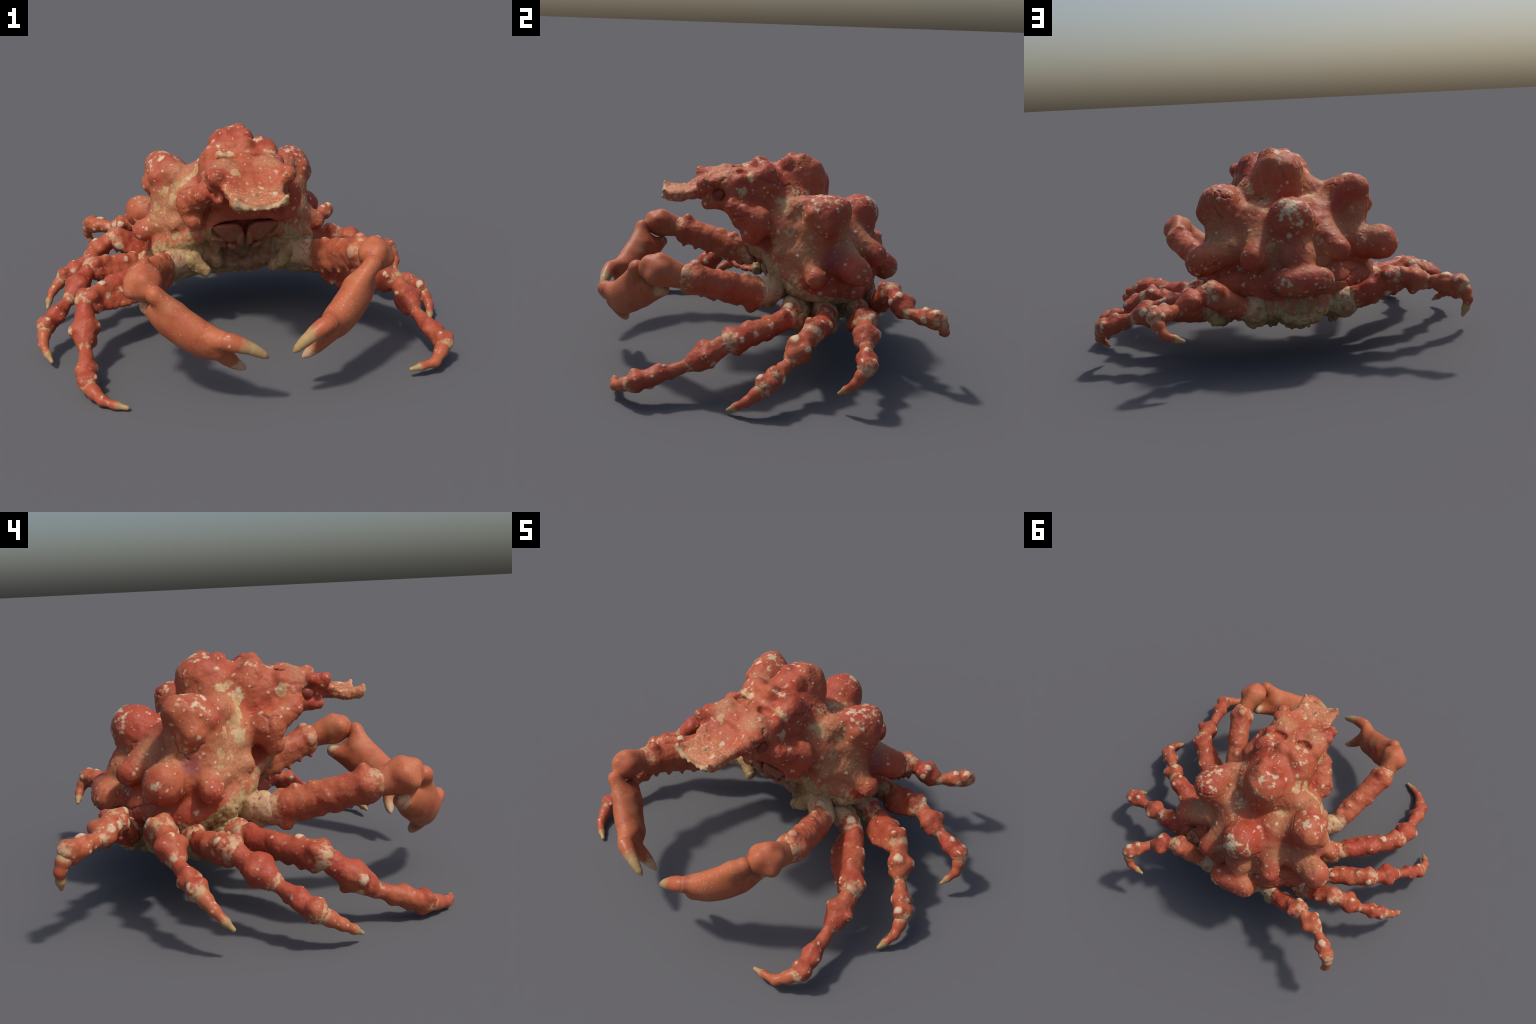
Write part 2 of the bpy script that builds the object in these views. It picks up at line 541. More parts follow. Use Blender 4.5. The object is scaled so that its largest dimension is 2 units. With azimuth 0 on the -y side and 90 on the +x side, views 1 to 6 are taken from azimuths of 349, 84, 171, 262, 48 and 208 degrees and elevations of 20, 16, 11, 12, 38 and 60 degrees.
# trunk
B.egg((0.0, 0.27, 0.50), (0.29, 0.235, 0.23), k=0.05, power=2.2)
B.cone((0.01, 0.20, 0.62), (0.012, 0.200, 0.86), 0.15, 0.108, 0.06)      # pillar of the central hump
B.egg((0.012, 0.0, 0.79), (0.195, 0.20, 0.145), k=0.06, power=2.8)       # forward wedge
B.egg((0.012, -0.17, 0.822), (0.195, 0.14, 0.084), k=0.05, power=2.5)    # brow
B.cone((0.0, 0.08, 0.62), (0.012, -0.03, 0.66), 0.21, 0.12, 0.06)        # front below the brow
B.cone((-0.10, -0.022, 0.575), (0.125, -0.022, 0.575), 0.088, 0.088, 0.05)   # mouth frame

# domes on the back
B.egg((0.012, 0.208, 0.878), (0.108, 0.112, 0.112), k=0.05, power=2.5)              # central hump
B.cone((0.012, 0.20, 0.88), (0.02, 0.0, 0.875), 0.085, 0.07, 0.06)
for c, r in (((0.138, 0.012, 0.930), 0.042), ((0.025, -0.018, 0.958), 0.030), ((-0.102, 0.012, 0.927), 0.040), ((0.165, -0.01, 0.925), 0.020), ((0.11, 0.0, 0.965), 0.016), ((-0.13, -0.02, 0.92), 0.018), ((-0.07, 0.0, 0.955), 0.016), ((0.045, -0.035, 0.962), 0.014), ((-0.03, -0.03, 0.955), 0.016), ((-0.095, -0.065, 0.905), 0.026), ((0.155, -0.05, 0.90), 0.026),
             ((0.07, 0.12, 0.97), 0.026), ((-0.03, 0.15, 0.982), 0.020), ((0.05, 0.20, 0.985), 0.020), ((0.145, 0.03, 0.875), 0.045), ((-0.125, 0.03, 0.875), 0.045)):
    B.ball(c, r, 0.045)
for s, top, knob, side in ((-1, (-0.322, 0.294, 0.767), (-0.452, 0.425, 0.525), (-0.458, 0.235, 0.490)),
                           (1, (0.340, 0.293, 0.748), (0.452, 0.432, 0.500), (0.455, 0.238, 0.466))):
    B.egg(top, (0.094, 0.099, 0.088), k=0.055)                            # side hump
    B.cone((s * 0.10, 0.28, 0.58), (top[0] * 0.85, 0.295, top[2] - 0.04), 0.14, 0.085, 0.06)
    B.cone((s * 0.345, 0.345, top[2] + 0.038), (s * 0.270, 0.172, 0.782), 0.060, 0.056, 0.06)   # its crest slants in and forward
    B.cone((s * 0.398, 0.295, 0.715), (s * 0.34, 0.31, 0.70), 0.046, 0.07, 0.04)
    B.ball((s * 0.375, 0.215, 0.765), 0.032, 0.03)
    B.cone((s * 0.13, 0.36, 0.66), (s * 0.24, 0.375, 0.53), 0.078, 0.068, 0.08)         # hollow between the humps
    B.cone((s * 0.315, 0.31, 0.70), (s * 0.325, 0.332, 0.50), 0.076, 0.086, 0.05)   # pillar down to the side knob
    B.cone((s * 0.31, 0.37, 0.535), knob, 0.090, 0.072, 0.040)
    B.cone((s * 0.32, 0.225, 0.52), side, 0.072, 0.046, 0.03)
    B.ball(side, 0.048, 0.02)
    B.cone((s * 0.20, 0.15, 0.66), (s * 0.29, 0.16, 0.55), 0.10, 0.080, 0.06)     # flank
    B.cone((s * 0.33, 0.22, 0.68), (s * 0.335, 0.24, 0.54), 0.065, 0.080, 0.05)
    B.cone((s * 0.14, 0.155, 0.775), (s * 0.235, 0.100, 0.66), 0.080, 0.075, 0.06)  # saddle in front of the side hump
    rim = [(0.19, 0.02, 0.515), (0.270, 0.085, 0.472), (0.350, 0.175, 0.405), (0.368, 0.30, 0.378), (0.325, 0.43, 0.368), (0.19, 0.515, 0.36), (0.05, 0.54, 0.35)]
    for p, q in zip(rim[:-1], rim[1:]):                                  # lower edge of the shell
        B.cone((s * p[0], *p[1:]), (s * q[0], *q[1:]), 0.040 if p[1] < 0.05 else 0.055, 0.055, 0.05)
    B.cone((s * 0.26, 0.445, 0.400), (s * 0.12, 0.550, 0.395), 0.050, 0.050, 0.04)
B.ball((-0.445, 0.425, 0.535), 0.080, 0.03)
B.egg((0.012, 0.515, 0.70), (0.108, 0.108, 0.098), k=0.045)              # rear hump
B.cone((0.01, 0.42, 0.60), (0.012, 0.50, 0.66), 0.11, 0.09, 0.05)
B.cone((0.012, 0.47, 0.62), (0.005, 0.543, 0.52), 0.112, 0.083, 0.05)     # ridge down the back
B.cone((-0.005, 0.575, 0.52), (-0.01, 0.625, 0.43), 0.072, 0.062, 0.04)
B.cone((-0.090, 0.660, 0.412), (0.073, 0.665, 0.418), 0.066, 0.067, 0.035)  # pair of rear lobes
B.cone((-0.13, 0.495, 0.46), (0.13, 0.495, 0.46), 0.070, 0.070, 0.05)
B.cone((-0.13, 0.43, 0.60), (-0.207, 0.560, 0.535), 0.090, 0.054, 0.05)
B.cone((0.13, 0.43, 0.59), (0.206, 0.568, 0.522), 0.092, 0.064, 0.05)

# cheeks, eye sockets, brow horns
for s in (-1, 1):
    x0 = 0.012
    B.cone((s * 0.235 + x0 * 0.2, -0.035, 0.695), (s * 0.205 + x0, -0.160, 0.765), 0.070, 0.046, 0.035)
    B.cone((s * 0.235, -0.03, 0.70), (s * 0.24, -0.055, 0.62), 0.055, 0.04, 0.04)
    B.ball((s * 0.225, -0.075, 0.612), 0.036, 0.03)
    B.cone((s * 0.22, 0.10, 0.58), (s * 0.308, 0.062, 0.560), 0.050, 0.030, 0.035)
    B.cone((s * 0.105 + x0, -0.18, 0.850), (s * 0.162 + x0, -0.300, 0.862), 0.075, 0.034, 0.04)
    B.ball((s * 0.170 + x0, -0.315, 0.880), 0.027, 0.02)
    B.ball((s * 0.178 + x0, -0.255, 0.878), 0.024, 0.02)
    B.cone((s * 0.12 + x0, -0.20, 0.785), (s * 0.145 + x0, -0.290, 0.765), 0.055, 0.024, 0.03)
    B.egg((s * 0.212 + x0, -0.243, 0.822), (0.062, 0.044, 0.040), k=0.015, cut=True)
B.cone((0.012, -0.135, 0.895), (0.012, -0.19, 0.875), 0.035, 0.03, 0.03)
for s in (-1, 1):
    B.cone((s * 0.150 + 0.012, -0.295, 0.855), (s * 0.090 + 0.012, -0.370, 0.808), 0.024, 0.014, 0.022)
    B.cone((0.012, -0.165, 0.908), (s * 0.085 + 0.012, -0.150, 0.898), 0.016, 0.012, 0.015)
B.egg((0.095, -0.115, 0.915), (0.045, 0.024, 0.022), k=0.02, cut=True)
B.egg((-0.065, -0.125, 0.910), (0.045, 0.024, 0.022), k=0.02, cut=True)

# rostrum: a shallow gutter ending in two upturned points
tilt = math.radians(-7)
ca, sa = math.cos(tilt), math.sin(tilt)
B.egg((0.012, -0.26, 0.825), (0.165, 0.085, 0.045), k=0.03)
B.egg((0.012, -0.365, 0.805), (0.120, 0.142, 0.027), axes=((1, 0, 0), (0, ca, -sa), (0, sa, ca)), k=0.03, power=3.2)
B.cone((-0.078, -0.42, 0.795), (-0.093, -0.485, 0.800), 0.030, 0.022, 0.02)
B.cone((-0.093, -0.485, 0.800), (-0.098, -0.503, 0.826), 0.020, 0.012, 0.012)
B.cone((0.101, -0.42, 0.795), (0.119, -0.485, 0.798), 0.030, 0.022, 0.02)
B.cone((0.119, -0.485, 0.798), (0.125, -0.506, 0.824), 0.020, 0.012, 0.012)
for s in (-1, 1):
    B.cone((s * 0.107 + 0.013, -0.498, 0.812), (s * 0.070 + 0.013, -0.506, 0.788), 0.011, 0.009, 0.012)
    B.cone((s * 0.070 + 0.013, -0.506, 0.788), (s * 0.03 + 0.013, -0.504, 0.776), 0.009, 0.008, 0.012)
    B.cone((s * 0.03 + 0.013, -0.504, 0.776), (0.013, -0.494, 0.774), 0.008, 0.007, 0.012)
B.egg((0.012, -0.39, 0.888), (0.092, 0.125, 0.066), k=0.03, cut=True)
B.egg((0.012, -0.41, 0.725), (0.11, 0.11, 0.050), k=0.03, cut=True)
B.cone((0.012, -0.25, 0.845), (0.015, -0.37, 0.806), 0.018, 0.012, 0.03)
B.cone((0.025, -0.40, 0.806), (0.010, -0.47, 0.794), 0.008, 0.010, 0.012, cut=True)
for x, y, z, r in ((-0.05, -0.24, 0.868, 0.022), (0.07, -0.235, 0.866, 0.022), (0.012, -0.235, 0.858, 0.026), (0.03, -0.30, 0.822, 0.02), (-0.03, -0.31, 0.818, 0.018), (0.012, -0.40, 0.79, 0.014), (0.11, -0.19, 0.895, 0.03), (-0.095, -0.19, 0.895, 0.03),
                   (-0.10, -0.36, 0.815, 0.016), (0.125, -0.36, 0.812, 0.016), (-0.145, -0.12, 0.89, 0.03), (0.17, -0.12, 0.888, 0.03)):
    B.ball((x, y, z), r, 0.025)

# thorax underneath, with the hip joints
B.egg((0.0, 0.31, 0.338), (0.31, 0.275, 0.124), axes=((1, 0, 0), (0, 0.97, -0.242), (0, 0.242, 0.97)), k=0.04, power=2.6)
B.egg((0.0, 0.13, 0.42), (0.25, 0.09, 0.08), k=0.04, power=2.4)
B.egg((0.0, 0.575, 0.275), (0.15, 0.055, 0.07), k=0.04)
HIPS = {-1: [(-0.37, 0.005, 0.365), (-0.47, 0.14, 0.312), (-0.47, 0.31, 0.302), (-0.40, 0.475, 0.332), (-0.24, 0.585, 0.300)],
        1: [(0.37, 0.0, 0.345), (0.48, 0.13, 0.292), (0.48, 0.30, 0.272), (0.41, 0.49, 0.282), (0.24, 0.595, 0.290)]}
for s in (-1, 1):
    for i, q in enumerate(HIPS[s]):
        r = 0.062 if i == 0 else 0.05
        root = (q[0] * 0.55, 0.30 + (q[1] - 0.30) * 0.62, 0.32)
        if i:
            B.cone(V(*root) - V(0, 0, 0.03), lerp(root, q, 0.88) - V(0, 0, 0.040), 0.065, 0.050, 0.03)
    B.cone((s * 0.17, 0.12, 0.40), (s * 0.27, 0.070, 0.385), 0.070, 0.054, 0.03)
    B.cone((s * 0.27, 0.070, 0.385), HIPS[s][0], 0.050, 0.044, 0.025)
    B.cone((s * 0.24, 0.035, 0.375), (s * 0.175, 0.008, 0.325), 0.048, 0.030, 0.02)
B.egg((0.018, -0.125, 0.550), (0.165, 0.125, 0.066), k=0.018, cut=True, power=2.6)       # mouth opening
for s in (-1, 1):                                                                        # walls and lower lips beside the arch
    B.cone((s * 0.118 + 0.014, 0.035, 0.475), (s * 0.125 + 0.014, 0.060, 0.345), 0.034, 0.030, 0.02)
    B.egg((s * 0.170 + 0.010, 0.0, 0.425), (0.020, 0.050, 0.060), k=0.02, cut=True)
B.egg((0.012, -0.01, 0.405), (0.095, 0.130, 0.088), k=0.03, cut=True, power=2.6)         # arch below it
for i in range(60):
    a, rad = rng.uniform(0, 6.283), rng.uniform(0.25, 1.0) ** 0.5
    x, y = 0.30 * rad * math.cos(a), 0.33 + 0.25 * rad * math.sin(a)
    z = 0.222 - 0.25 * (y - 0.31) + 0.03 * rad ** 4
    B.cone((x, y, z + 0.02), (x, y, z - 0.014), rng.uniform(0.015, 0.03), 0.009, 0.02)

bv, bf = B.mesh()
bv = smooth(bv, bf, 2)
TAN_ZONES += [(s * x, y, z, r, w) for s in (-1, 1) for x, y, z, r, w in ((0.36, 0.12, 0.60, 0.13, 1.0), (0.36, 0.40, 0.62, 0.10, 0.8), (0.20, 0.45, 0.60, 0.10, 0.7), (0.10, 0.58, 0.52, 0.08, 0.7), (0.24, 0.15, 0.76, 0.10, 0.9),
              (0.15, 0.33, 0.78, 0.08, 0.8), (0.10, -0.20, 0.88, 0.07, 0.8))]
CREAM_ZONES += [
    # left saddle, from the central hump down to the flank
    (-0.155, 0.130, 0.875, 0.038, 1.0), (-0.185, 0.085, 0.820, 0.042, 1.0), (-0.235, 0.095, 0.765, 0.040, 0.9), (-0.290, 0.115, 0.730, 0.042, 1.0), (-0.310, 0.085, 0.680, 0.042, 1.0),
    (-0.355, 0.160, 0.700, 0.040, 0.8), (-0.390, 0.185, 0.622, 0.035, 0.8), (-0.405, 0.200, 0.585, 0.025, 0.8), (-0.345, 0.130, 0.600, 0.030, 0.7),
    # right saddle
    (0.176, 0.162, 0.859, 0.035, 0.9), (0.166, 0.224, 0.820, 0.030, 0.9), (0.248, 0.099, 0.776, 0.040, 0.9), (0.216, 0.064, 0.788, 0.030, 0.9), (0.325, 0.114, 0.669, 0.038, 0.85),
    (0.309, 0.160, 0.743, 0.040, 0.8), (0.390, 0.175, 0.581, 0.030, 0.75), (0.281, 0.055, 0.598, 0.030, 0.75), (0.405, 0.235, 0.624, 0.025, 0.6),
    # seams between the humps
    (-0.117, 0.277, 0.768, 0.030, 1.0), (-0.088, 0.375, 0.748, 0.026, 0.8), (0.119, 0.333, 0.761, 0.030, 0.9), (0.191, 0.260, 0.760, 0.028, 0.9), (0.123, 0.408, 0.734, 0.030, 0.9), (-0.151, 0.279, 0.765, 0.030, 1.0),
    (-0.158, 0.528, 0.633, 0.024, 0.8), (-0.116, 0.547, 0.592, 0.030, 0.8), (0.130, 0.574, 0.563, 0.034, 0.8),
    # behind the brow
    (-0.183, -0.119, 0.848, 0.034, 1.0), (0.206, -0.109, 0.842, 0.034, 1.0), (-0.080, -0.090, 0.935, 0.034, 0.9), (0.145, -0.075, 0.928, 0.034, 0.9), (-0.065, -0.270, 0.870, 0.036, 0.9), (0.094, -0.275, 0.868, 0.036, 0.9), (-0.255, -0.111, 0.768, 0.018, 0.9)]
CROWN_ZONES += [(0.0, 0.24, 0.99, 0.09, 1), (-0.34, 0.28, 0.86, 0.11, 1), (0.36, 0.30, 0.83, 0.11, 1), (0.01, 0.60, 0.74, 0.11, 1.1), (0.1, 0.02, 0.97, 0.06, 1), (-0.1, 0.0, 0.96, 0.06, 1),
                (-0.09, 0.74, 0.42, 0.07, 1), (0.08, 0.75, 0.42, 0.07, 1), (0.5, 0.45, 0.5, 0.06, 0.9), (-0.50, 0.44, 0.53, 0.05, 0.9)]
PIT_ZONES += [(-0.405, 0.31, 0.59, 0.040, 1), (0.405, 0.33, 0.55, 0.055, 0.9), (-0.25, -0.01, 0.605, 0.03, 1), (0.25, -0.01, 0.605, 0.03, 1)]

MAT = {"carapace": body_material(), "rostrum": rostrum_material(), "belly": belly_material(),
       "leg": limb_material("leg_shell"), "claw": limb_material("pincer_shell", True), "arm": limb_material("pincer_arm_shell", True, 0.28, 0.6), "tip": tip_material(),
       "eye": plain("eye_surface", (0.30, 0.06, 0.035), (0.22, 0.05, 0.035), 0.35), "mouth": plain("mouth_plate_shell", (0.30, 0.075, 0.045), (0.27, 0.12, 0.065))}


def region(c):
    """Which part of the body a face belongs to."""
    x, y, z = c.T
    out = np.zeros(len(c), int)
    rim = np.interp(y, [-0.30, -0.12, -0.02, 0.06, 0.13, 0.19, 0.27, 0.45, 0.60, 0.80], [0.60, 0.60, 0.55, 0.505, 0.460, 0.405, 0.368, 0.338, 0.325, 0.325])
    rim = rim + 0.008 * np.sin(x * 40 + y * 31)
    out[z < rim] = 2
    out[(y < -0.285 - 0.02 * np.cos(x * 25)) & (z > 0.72)] = 1
    return out


def split_body():
    me = carve(to_mesh("body", bv, bf), "body")
    n = len(me.vertices)
    co = np.empty(n * 3, np.float32)
    me.vertices.foreach_get("co", co)
    co = co.reshape(-1, 3).astype(float)
    no = np.empty(n * 3, np.float32)
    me.vertices.foreach_get("normal", no)
    no = no.reshape(-1, 3).astype(float)
    # the underside carries coarser folds
    low = np.interp(co[:, 1], [-0.12, 0.05, 0.32, 0.7], [0.52, 0.48, 0.38, 0.32])
    w = np.clip((low - co[:, 2]) / 0.06, 0, 1) * np.interp(co[:, 1], [-0.05, 0.25], [0.2, 0.85])
    bm = carve(to_mesh("belly", co, bf), "belly")
    c2 = np.empty(n * 3, np.float32)
    bm.vertices.foreach_get("co", c2)
    co = co + (c2.reshape(-1, 3) - co) * w[:, None]
    whole = to_mesh("whole", co, bf)
    whole.vertices.foreach_get("normal", tmp := np.empty(n * 3, np.float32))
    no = tmp.reshape(-1, 3)
    part = region(co[bf].mean(1))
    for i, (name, mat) in enumerate((("carapace", "carapace"), ("rostrum", "rostrum"), ("thorax", "belly"))):
        f = bf[part == i]
        used, inv = np.unique(f, return_inverse=True)
        pm = to_mesh(name, co[used], inv.reshape(f.shape))
        pm.normals_split_custom_set_from_vertices([tuple(q) for q in no[used]])
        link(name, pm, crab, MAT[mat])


split_body()


def solid(name, lo, hi, h, build, parent, mat, kind, soft=2, **props):
    f = Field(lo, hi, h)
    build(f)
    v, q = f.mesh()
    v = smooth(v, q, soft)
    me = to_mesh(name, v, q)
    if kind:
        me = carve(me, kind)
    ob = link(name, me, parent, MAT[mat])
    for k, val in props.items():
        ob[k] = val
    return ob


def box(points, m):
    P = np.array(points)
    return P.min(0) - m, P.max(0) + m


# eyes and mouth plates
for s in (-1, 1):
    c = (s * 0.166 + 0.012, -0.232, 0.820)
    solid("eye", *box([c], 0.06), 0.003, lambda f: f.egg(c, (0.028, 0.031, 0.030), k=0.01), crab, "eye", None)

    def plate(f, s=s):
        at = lambda pts: [(s * x + 0.018, z) for x, z in pts]
        f.slab(at([(0.010, 0.560), (0.045, 0.592), (0.150, 0.588), (0.168, 0.570), (0.085, 0.478), (0.046, 0.478), (0.010, 0.530)]), -0.066, 0.45, 0.030, 2.0)
        f.slab(at([(0.006, 0.545), (0.040, 0.520), (0.042, 0.462), (0.006, 0.458)]), -0.058, 0.45, 0.024, 2.0)
        f.slab(at([(0.045, 0.472), (0.090, 0.478), (0.075, 0.440), (0.030, 0.436)]), -0.040, 0.5, 0.022, 2.0)
        f.cone((s * 0.165 + 0.018, -0.046, 0.575), (s * 0.095 + 0.018, -0.004, 0.462), 0.020, 0.020, 0.01)
        f.cone((s * 0.050 + 0.018, -0.111, 0.580), (s * 0.050 + 0.018, -0.086, 0.485), 0.005, 0.005, 0.008, cut=True)
    solid("mouth_plate", *box([(s * 0.085 + 0.018, -0.036, 0.515)], 0.13), 0.0035, plate, crab, "mouth", "claw", soft=1)

# tail folded under the thorax
def tail(f):
    for i in range(5):
        y = 0.585 - 0.10 * i
        w = 0.10 - 0.012 * i
        f.egg((0.0, y, 0.232 - 0.25 * (y - 0.31) + (0.07 if i == 0 else 0.016)), (w, 0.062, 0.034), k=0.015)
solid("abdomen", (-0.16, 0.1, 0.12), (0.16, 0.74, 0.34), 0.006, tail, crab, "belly", "belly")


# ------------------------------------------------------------------ limbs
def bow(a, b, side, n):
    """Points along an arc from a to b, bowed sideways."""
    return [lerp(a, b, t) + side * (4 * t * (1 - t)) for t in np.linspace(0, 1, n)]


def frame(a, b):
    d = (b - a) / np.linalg.norm(b - a)
    up = V(0, 0, 1) - d * d[2]
    up /= np.linalg.norm(up)
    side = np.cross(d, up)
    return d, up, side


def segment(name, parent, mat, pts, radii, knobs=(), front=1, kind="leg", flat=None, reach=(0.05, 0.05), h=0.0042, k=0.03, keel=0.0, blade=0.0):
    """One limb article: a chain of round cones along pts with knobs at (t, angle, out, size);
    angle 0 is the upper side, 90 the side facing the head."""
    P = [V(*q) for q in pts]
    L = np.cumsum([0] + [np.linalg.norm(P[i + 1] - P[i]) for i in range(len(P) - 1)])
    at = lambda t: np.array([np.interp(t * L[-1], L, [q[i] for q in P]) for i in range(3)])
    rt = lambda t: float(np.interp(t, *zip(*radii)))

    def build(f):
        if keel:
            d, up, side = frame(P[0], P[-1])
            if side[1] > 0:
                side = -side
            drop = (side * 0.45 - up) * keel
            f.cone(at(0.0) + drop * 0.8, at(0.35) + drop, rt(0.2) * 0.68, rt(0.35) * 0.55, 0.04)
            f.cone(at(0.35) + drop, at(0.93) + drop * 0.7, rt(0.35) * 0.55, rt(0.9) * 0.65, 0.04)
            for i, t in enumerate((0.08, 0.24, 0.40, 0.55, 0.72, 0.88)):
                e = at(t) + drop * (1.0 - 0.25 * t)
                f.cone(e, e + drop / keel * (rt(t) * 0.6 + 0.006 + 0.005 * (i % 2)), 0.018, 0.008, 0.018)
        if blade:
            d, up, side = frame(P[0], P[-1])
            if side[1] > 0:
                side = -side
            w = side * 0.82 - up * 0.57
            edge = [at(t) + w * blade * q for t, q in ((-0.0, 0.75), (0.18, 0.98), (0.36, 1.0), (0.55, 0.90), (0.75, 0.68), (0.92, 0.48))]
            for i in range(len(edge) - 1):
                for q, thick in ((1.0, 0.011), (0.72, 0.019), (0.45, 0.030)):
                    b0, b1 = at(0.18 * i), at(0.18 * (i + 1))
                    f.cone(lerp(b0, edge[i], q), lerp(b1, edge[i + 1], q), thick, thick, 0.022)
            for i in range(9):
                t = i / 9 * 0.85 + 0.03
                e = at(t) + w * blade * float(np.interp(t, (0, 0.18, 0.36, 0.55, 0.75, 0.92), (0.75, 0.98, 1.0, 0.90, 0.68, 0.48)))
                f.ball(e + w * 0.006, 0.008 + 0.005 * (i % 2), 0.012)
        T = sorted({*np.linspace(0, 1, len(P) if len(P) > 2 else 2), *(t for t, _ in radii)})
        for t0, t1 in zip(T[:-1], T[1:]):
            f.cone(at(t0), at(t1), rt(t0), rt(t1), 0.012)
        d, up, side = frame(P[0], P[-1])
        if side[1] > 0:
            side = -side
        for t, ang, out, size in knobs:
            w = up * math.cos(math.radians(ang)) + side * math.sin(math.radians(ang))
            base = at(t)
            f.cone(base + w * rt(t) * 0.4, base + w * (rt(t) + out - size), size * 1.35, size, k)
    m = max(r for _, r in radii) + 0.07 + blade * 0.6
    d, up, side = frame(P[0], P[-1])
    if side[1] > 0:
        side = -side
    caps = {c + "_reach": 0.0 for c in CAPS}
    pale = [q for q in knobs if q[2] > 0.007 and not 130 < q[1] % 360 < 230]
    for c, (t, ang, out, size) in zip(CAPS, pale[::-1]):
        w = up * math.cos(math.radians(ang)) + side * math.sin(math.radians(ang))
        caps[c] = list(map(float, at(t) + w * (rt(t) + out)))
        caps[c + "_reach"] = size * rng.choice((0.0, 0.0, 0.45, 0.7, 1.0, 1.3))
    return solid(name, *box(P, m), h, build, parent, mat, kind, joint_near=list(map(float, P[0])), joint_far=list(map(float, P[-1])),
                 joint_near_reach=reach[0], joint_far_reach=reach[1], **caps)


def jitter(knobs, amount=0.25):
    out = []
    for t, a, o, s in knobs:
        out.append((min(1, max(0, t + rng.uniform(-0.04, 0.04))), a + rng.uniform(-18, 18), o * rng.uniform(1 - amount, 1 + amount), s * rng.uniform(1 - amount, 1 + amount * 0.6)))
    return out


MERUS = [(0.10, 10, 0.014, 0.018), (0.35, 60, 0.008, 0.02), (0.45, 300, 0.008, 0.02), (0.70, 20, 0.008, 0.018), (0.92, 35, 0.030, 0.027), (0.90, 310, 0.026, 0.027), (0.93, 110, 0.022, 0.024),
         (0.20, 170, 0.014, 0.014), (0.38, 185, 0.018, 0.014), (0.56, 175, 0.014, 0.014), (0.74, 190, 0.018, 0.015), (0.93, 200, 0.016, 0.02)]
CARPUS = [(0.55, 60, 0.018, 0.024), (0.60, 300, 0.020, 0.024), (0.52, 10, 0.012, 0.022), (0.62, 180, 0.020, 0.018), (0.85, 120, 0.010, 0.016), (0.15, 0, 0.006, 0.02)]
PROPODUS = [(0.50, 10, 0.008, 0.018), (0.55, 90, 0.009, 0.015), (0.60, 280, 0.009, 0.016), (0.90, 30, 0.011, 0.018), (0.90, 300, 0.010, 0.016), (0.70, 180, 0.012, 0.012), (0.92, 180, 0.010, 0.014), (0.35, 180, 0.008, 0.011)]

# hip, knee, wrist, ankle, (bend,) tip and thickness of every walking leg
LEGS = [
    dict(blade=0.118, hip=(-0.49, 0.12, 0.325), knee=(-0.775, -0.132, 0.305), wrist=(-0.785, -0.340, 0.150), ankle=(-0.787, -0.552, 0.073), bend=(-0.72, -0.655, 0.033), tip=(-0.628, -0.700, 0.015), s=1.0),
    dict(blade=0.098, hip=(-0.49, 0.31, 0.315), knee=(-0.730, 0.205, 0.352), wrist=(-0.852, 0.050, 0.238), ankle=(-0.975, -0.075, 0.155), bend=(-0.985, -0.165, 0.095), tip=(-0.948, -0.235, 0.040), s=0.95),
    dict(blade=0.085, hip=(-0.42, 0.478, 0.350), knee=(-0.598, 0.445, 0.415), wrist=(-0.745, 0.405, 0.320), ankle=(-0.885, 0.340, 0.245), bend=(-0.955, 0.285, 0.175), tip=(-0.972, 0.235, 0.116), s=0.92),
    dict(blade=0.06, hip=(-0.25, 0.585, 0.315), knee=(-0.455, 0.636, 0.425), wrist=(-0.600, 0.682, 0.395), ankle=(-0.728, 0.800, 0.390), bend=(-0.745, 0.832, 0.310), tip=(-0.716, 0.832, 0.238), s=0.92),
    dict(blade=0.118, hip=(0.50, 0.10, 0.300), knee=(0.750, -0.190, 0.282), wrist=(0.785, -0.378, 0.182), ankle=(0.833, -0.630, 0.115), bend=(0.755, -0.705, 0.062), tip=(0.636, -0.719, 0.044), s=1.0),
    dict(blade=0.098, hip=(0.50, 0.29, 0.282), knee=(0.714, 0.188, 0.312), wrist=(0.823, 0.075, 0.212), ankle=(0.957, -0.055, 0.140), bend=(0.972, -0.130, 0.075), tip=(0.940, -0.205, 0.020), s=0.95),
    dict(blade=0.085, hip=(0.43, 0.485, 0.298), knee=(0.620, 0.455, 0.325), wrist=(0.790, 0.426, 0.272), ankle=(0.945, 0.400, 0.225), bend=(0.965, 0.345, 0.150), tip=(0.927, 0.287, 0.088), s=0.92),
    dict(blade=0.06, hip=(0.25, 0.595, 0.305), knee=(0.427, 0.616, 0.415), wrist=(0.582, 0.672, 0.355), ankle=(0.690, 0.795, 0.355), bend=(0.655, 0.835, 0.275), tip=(0.570, 0.840, 0.236), s=0.92),
]


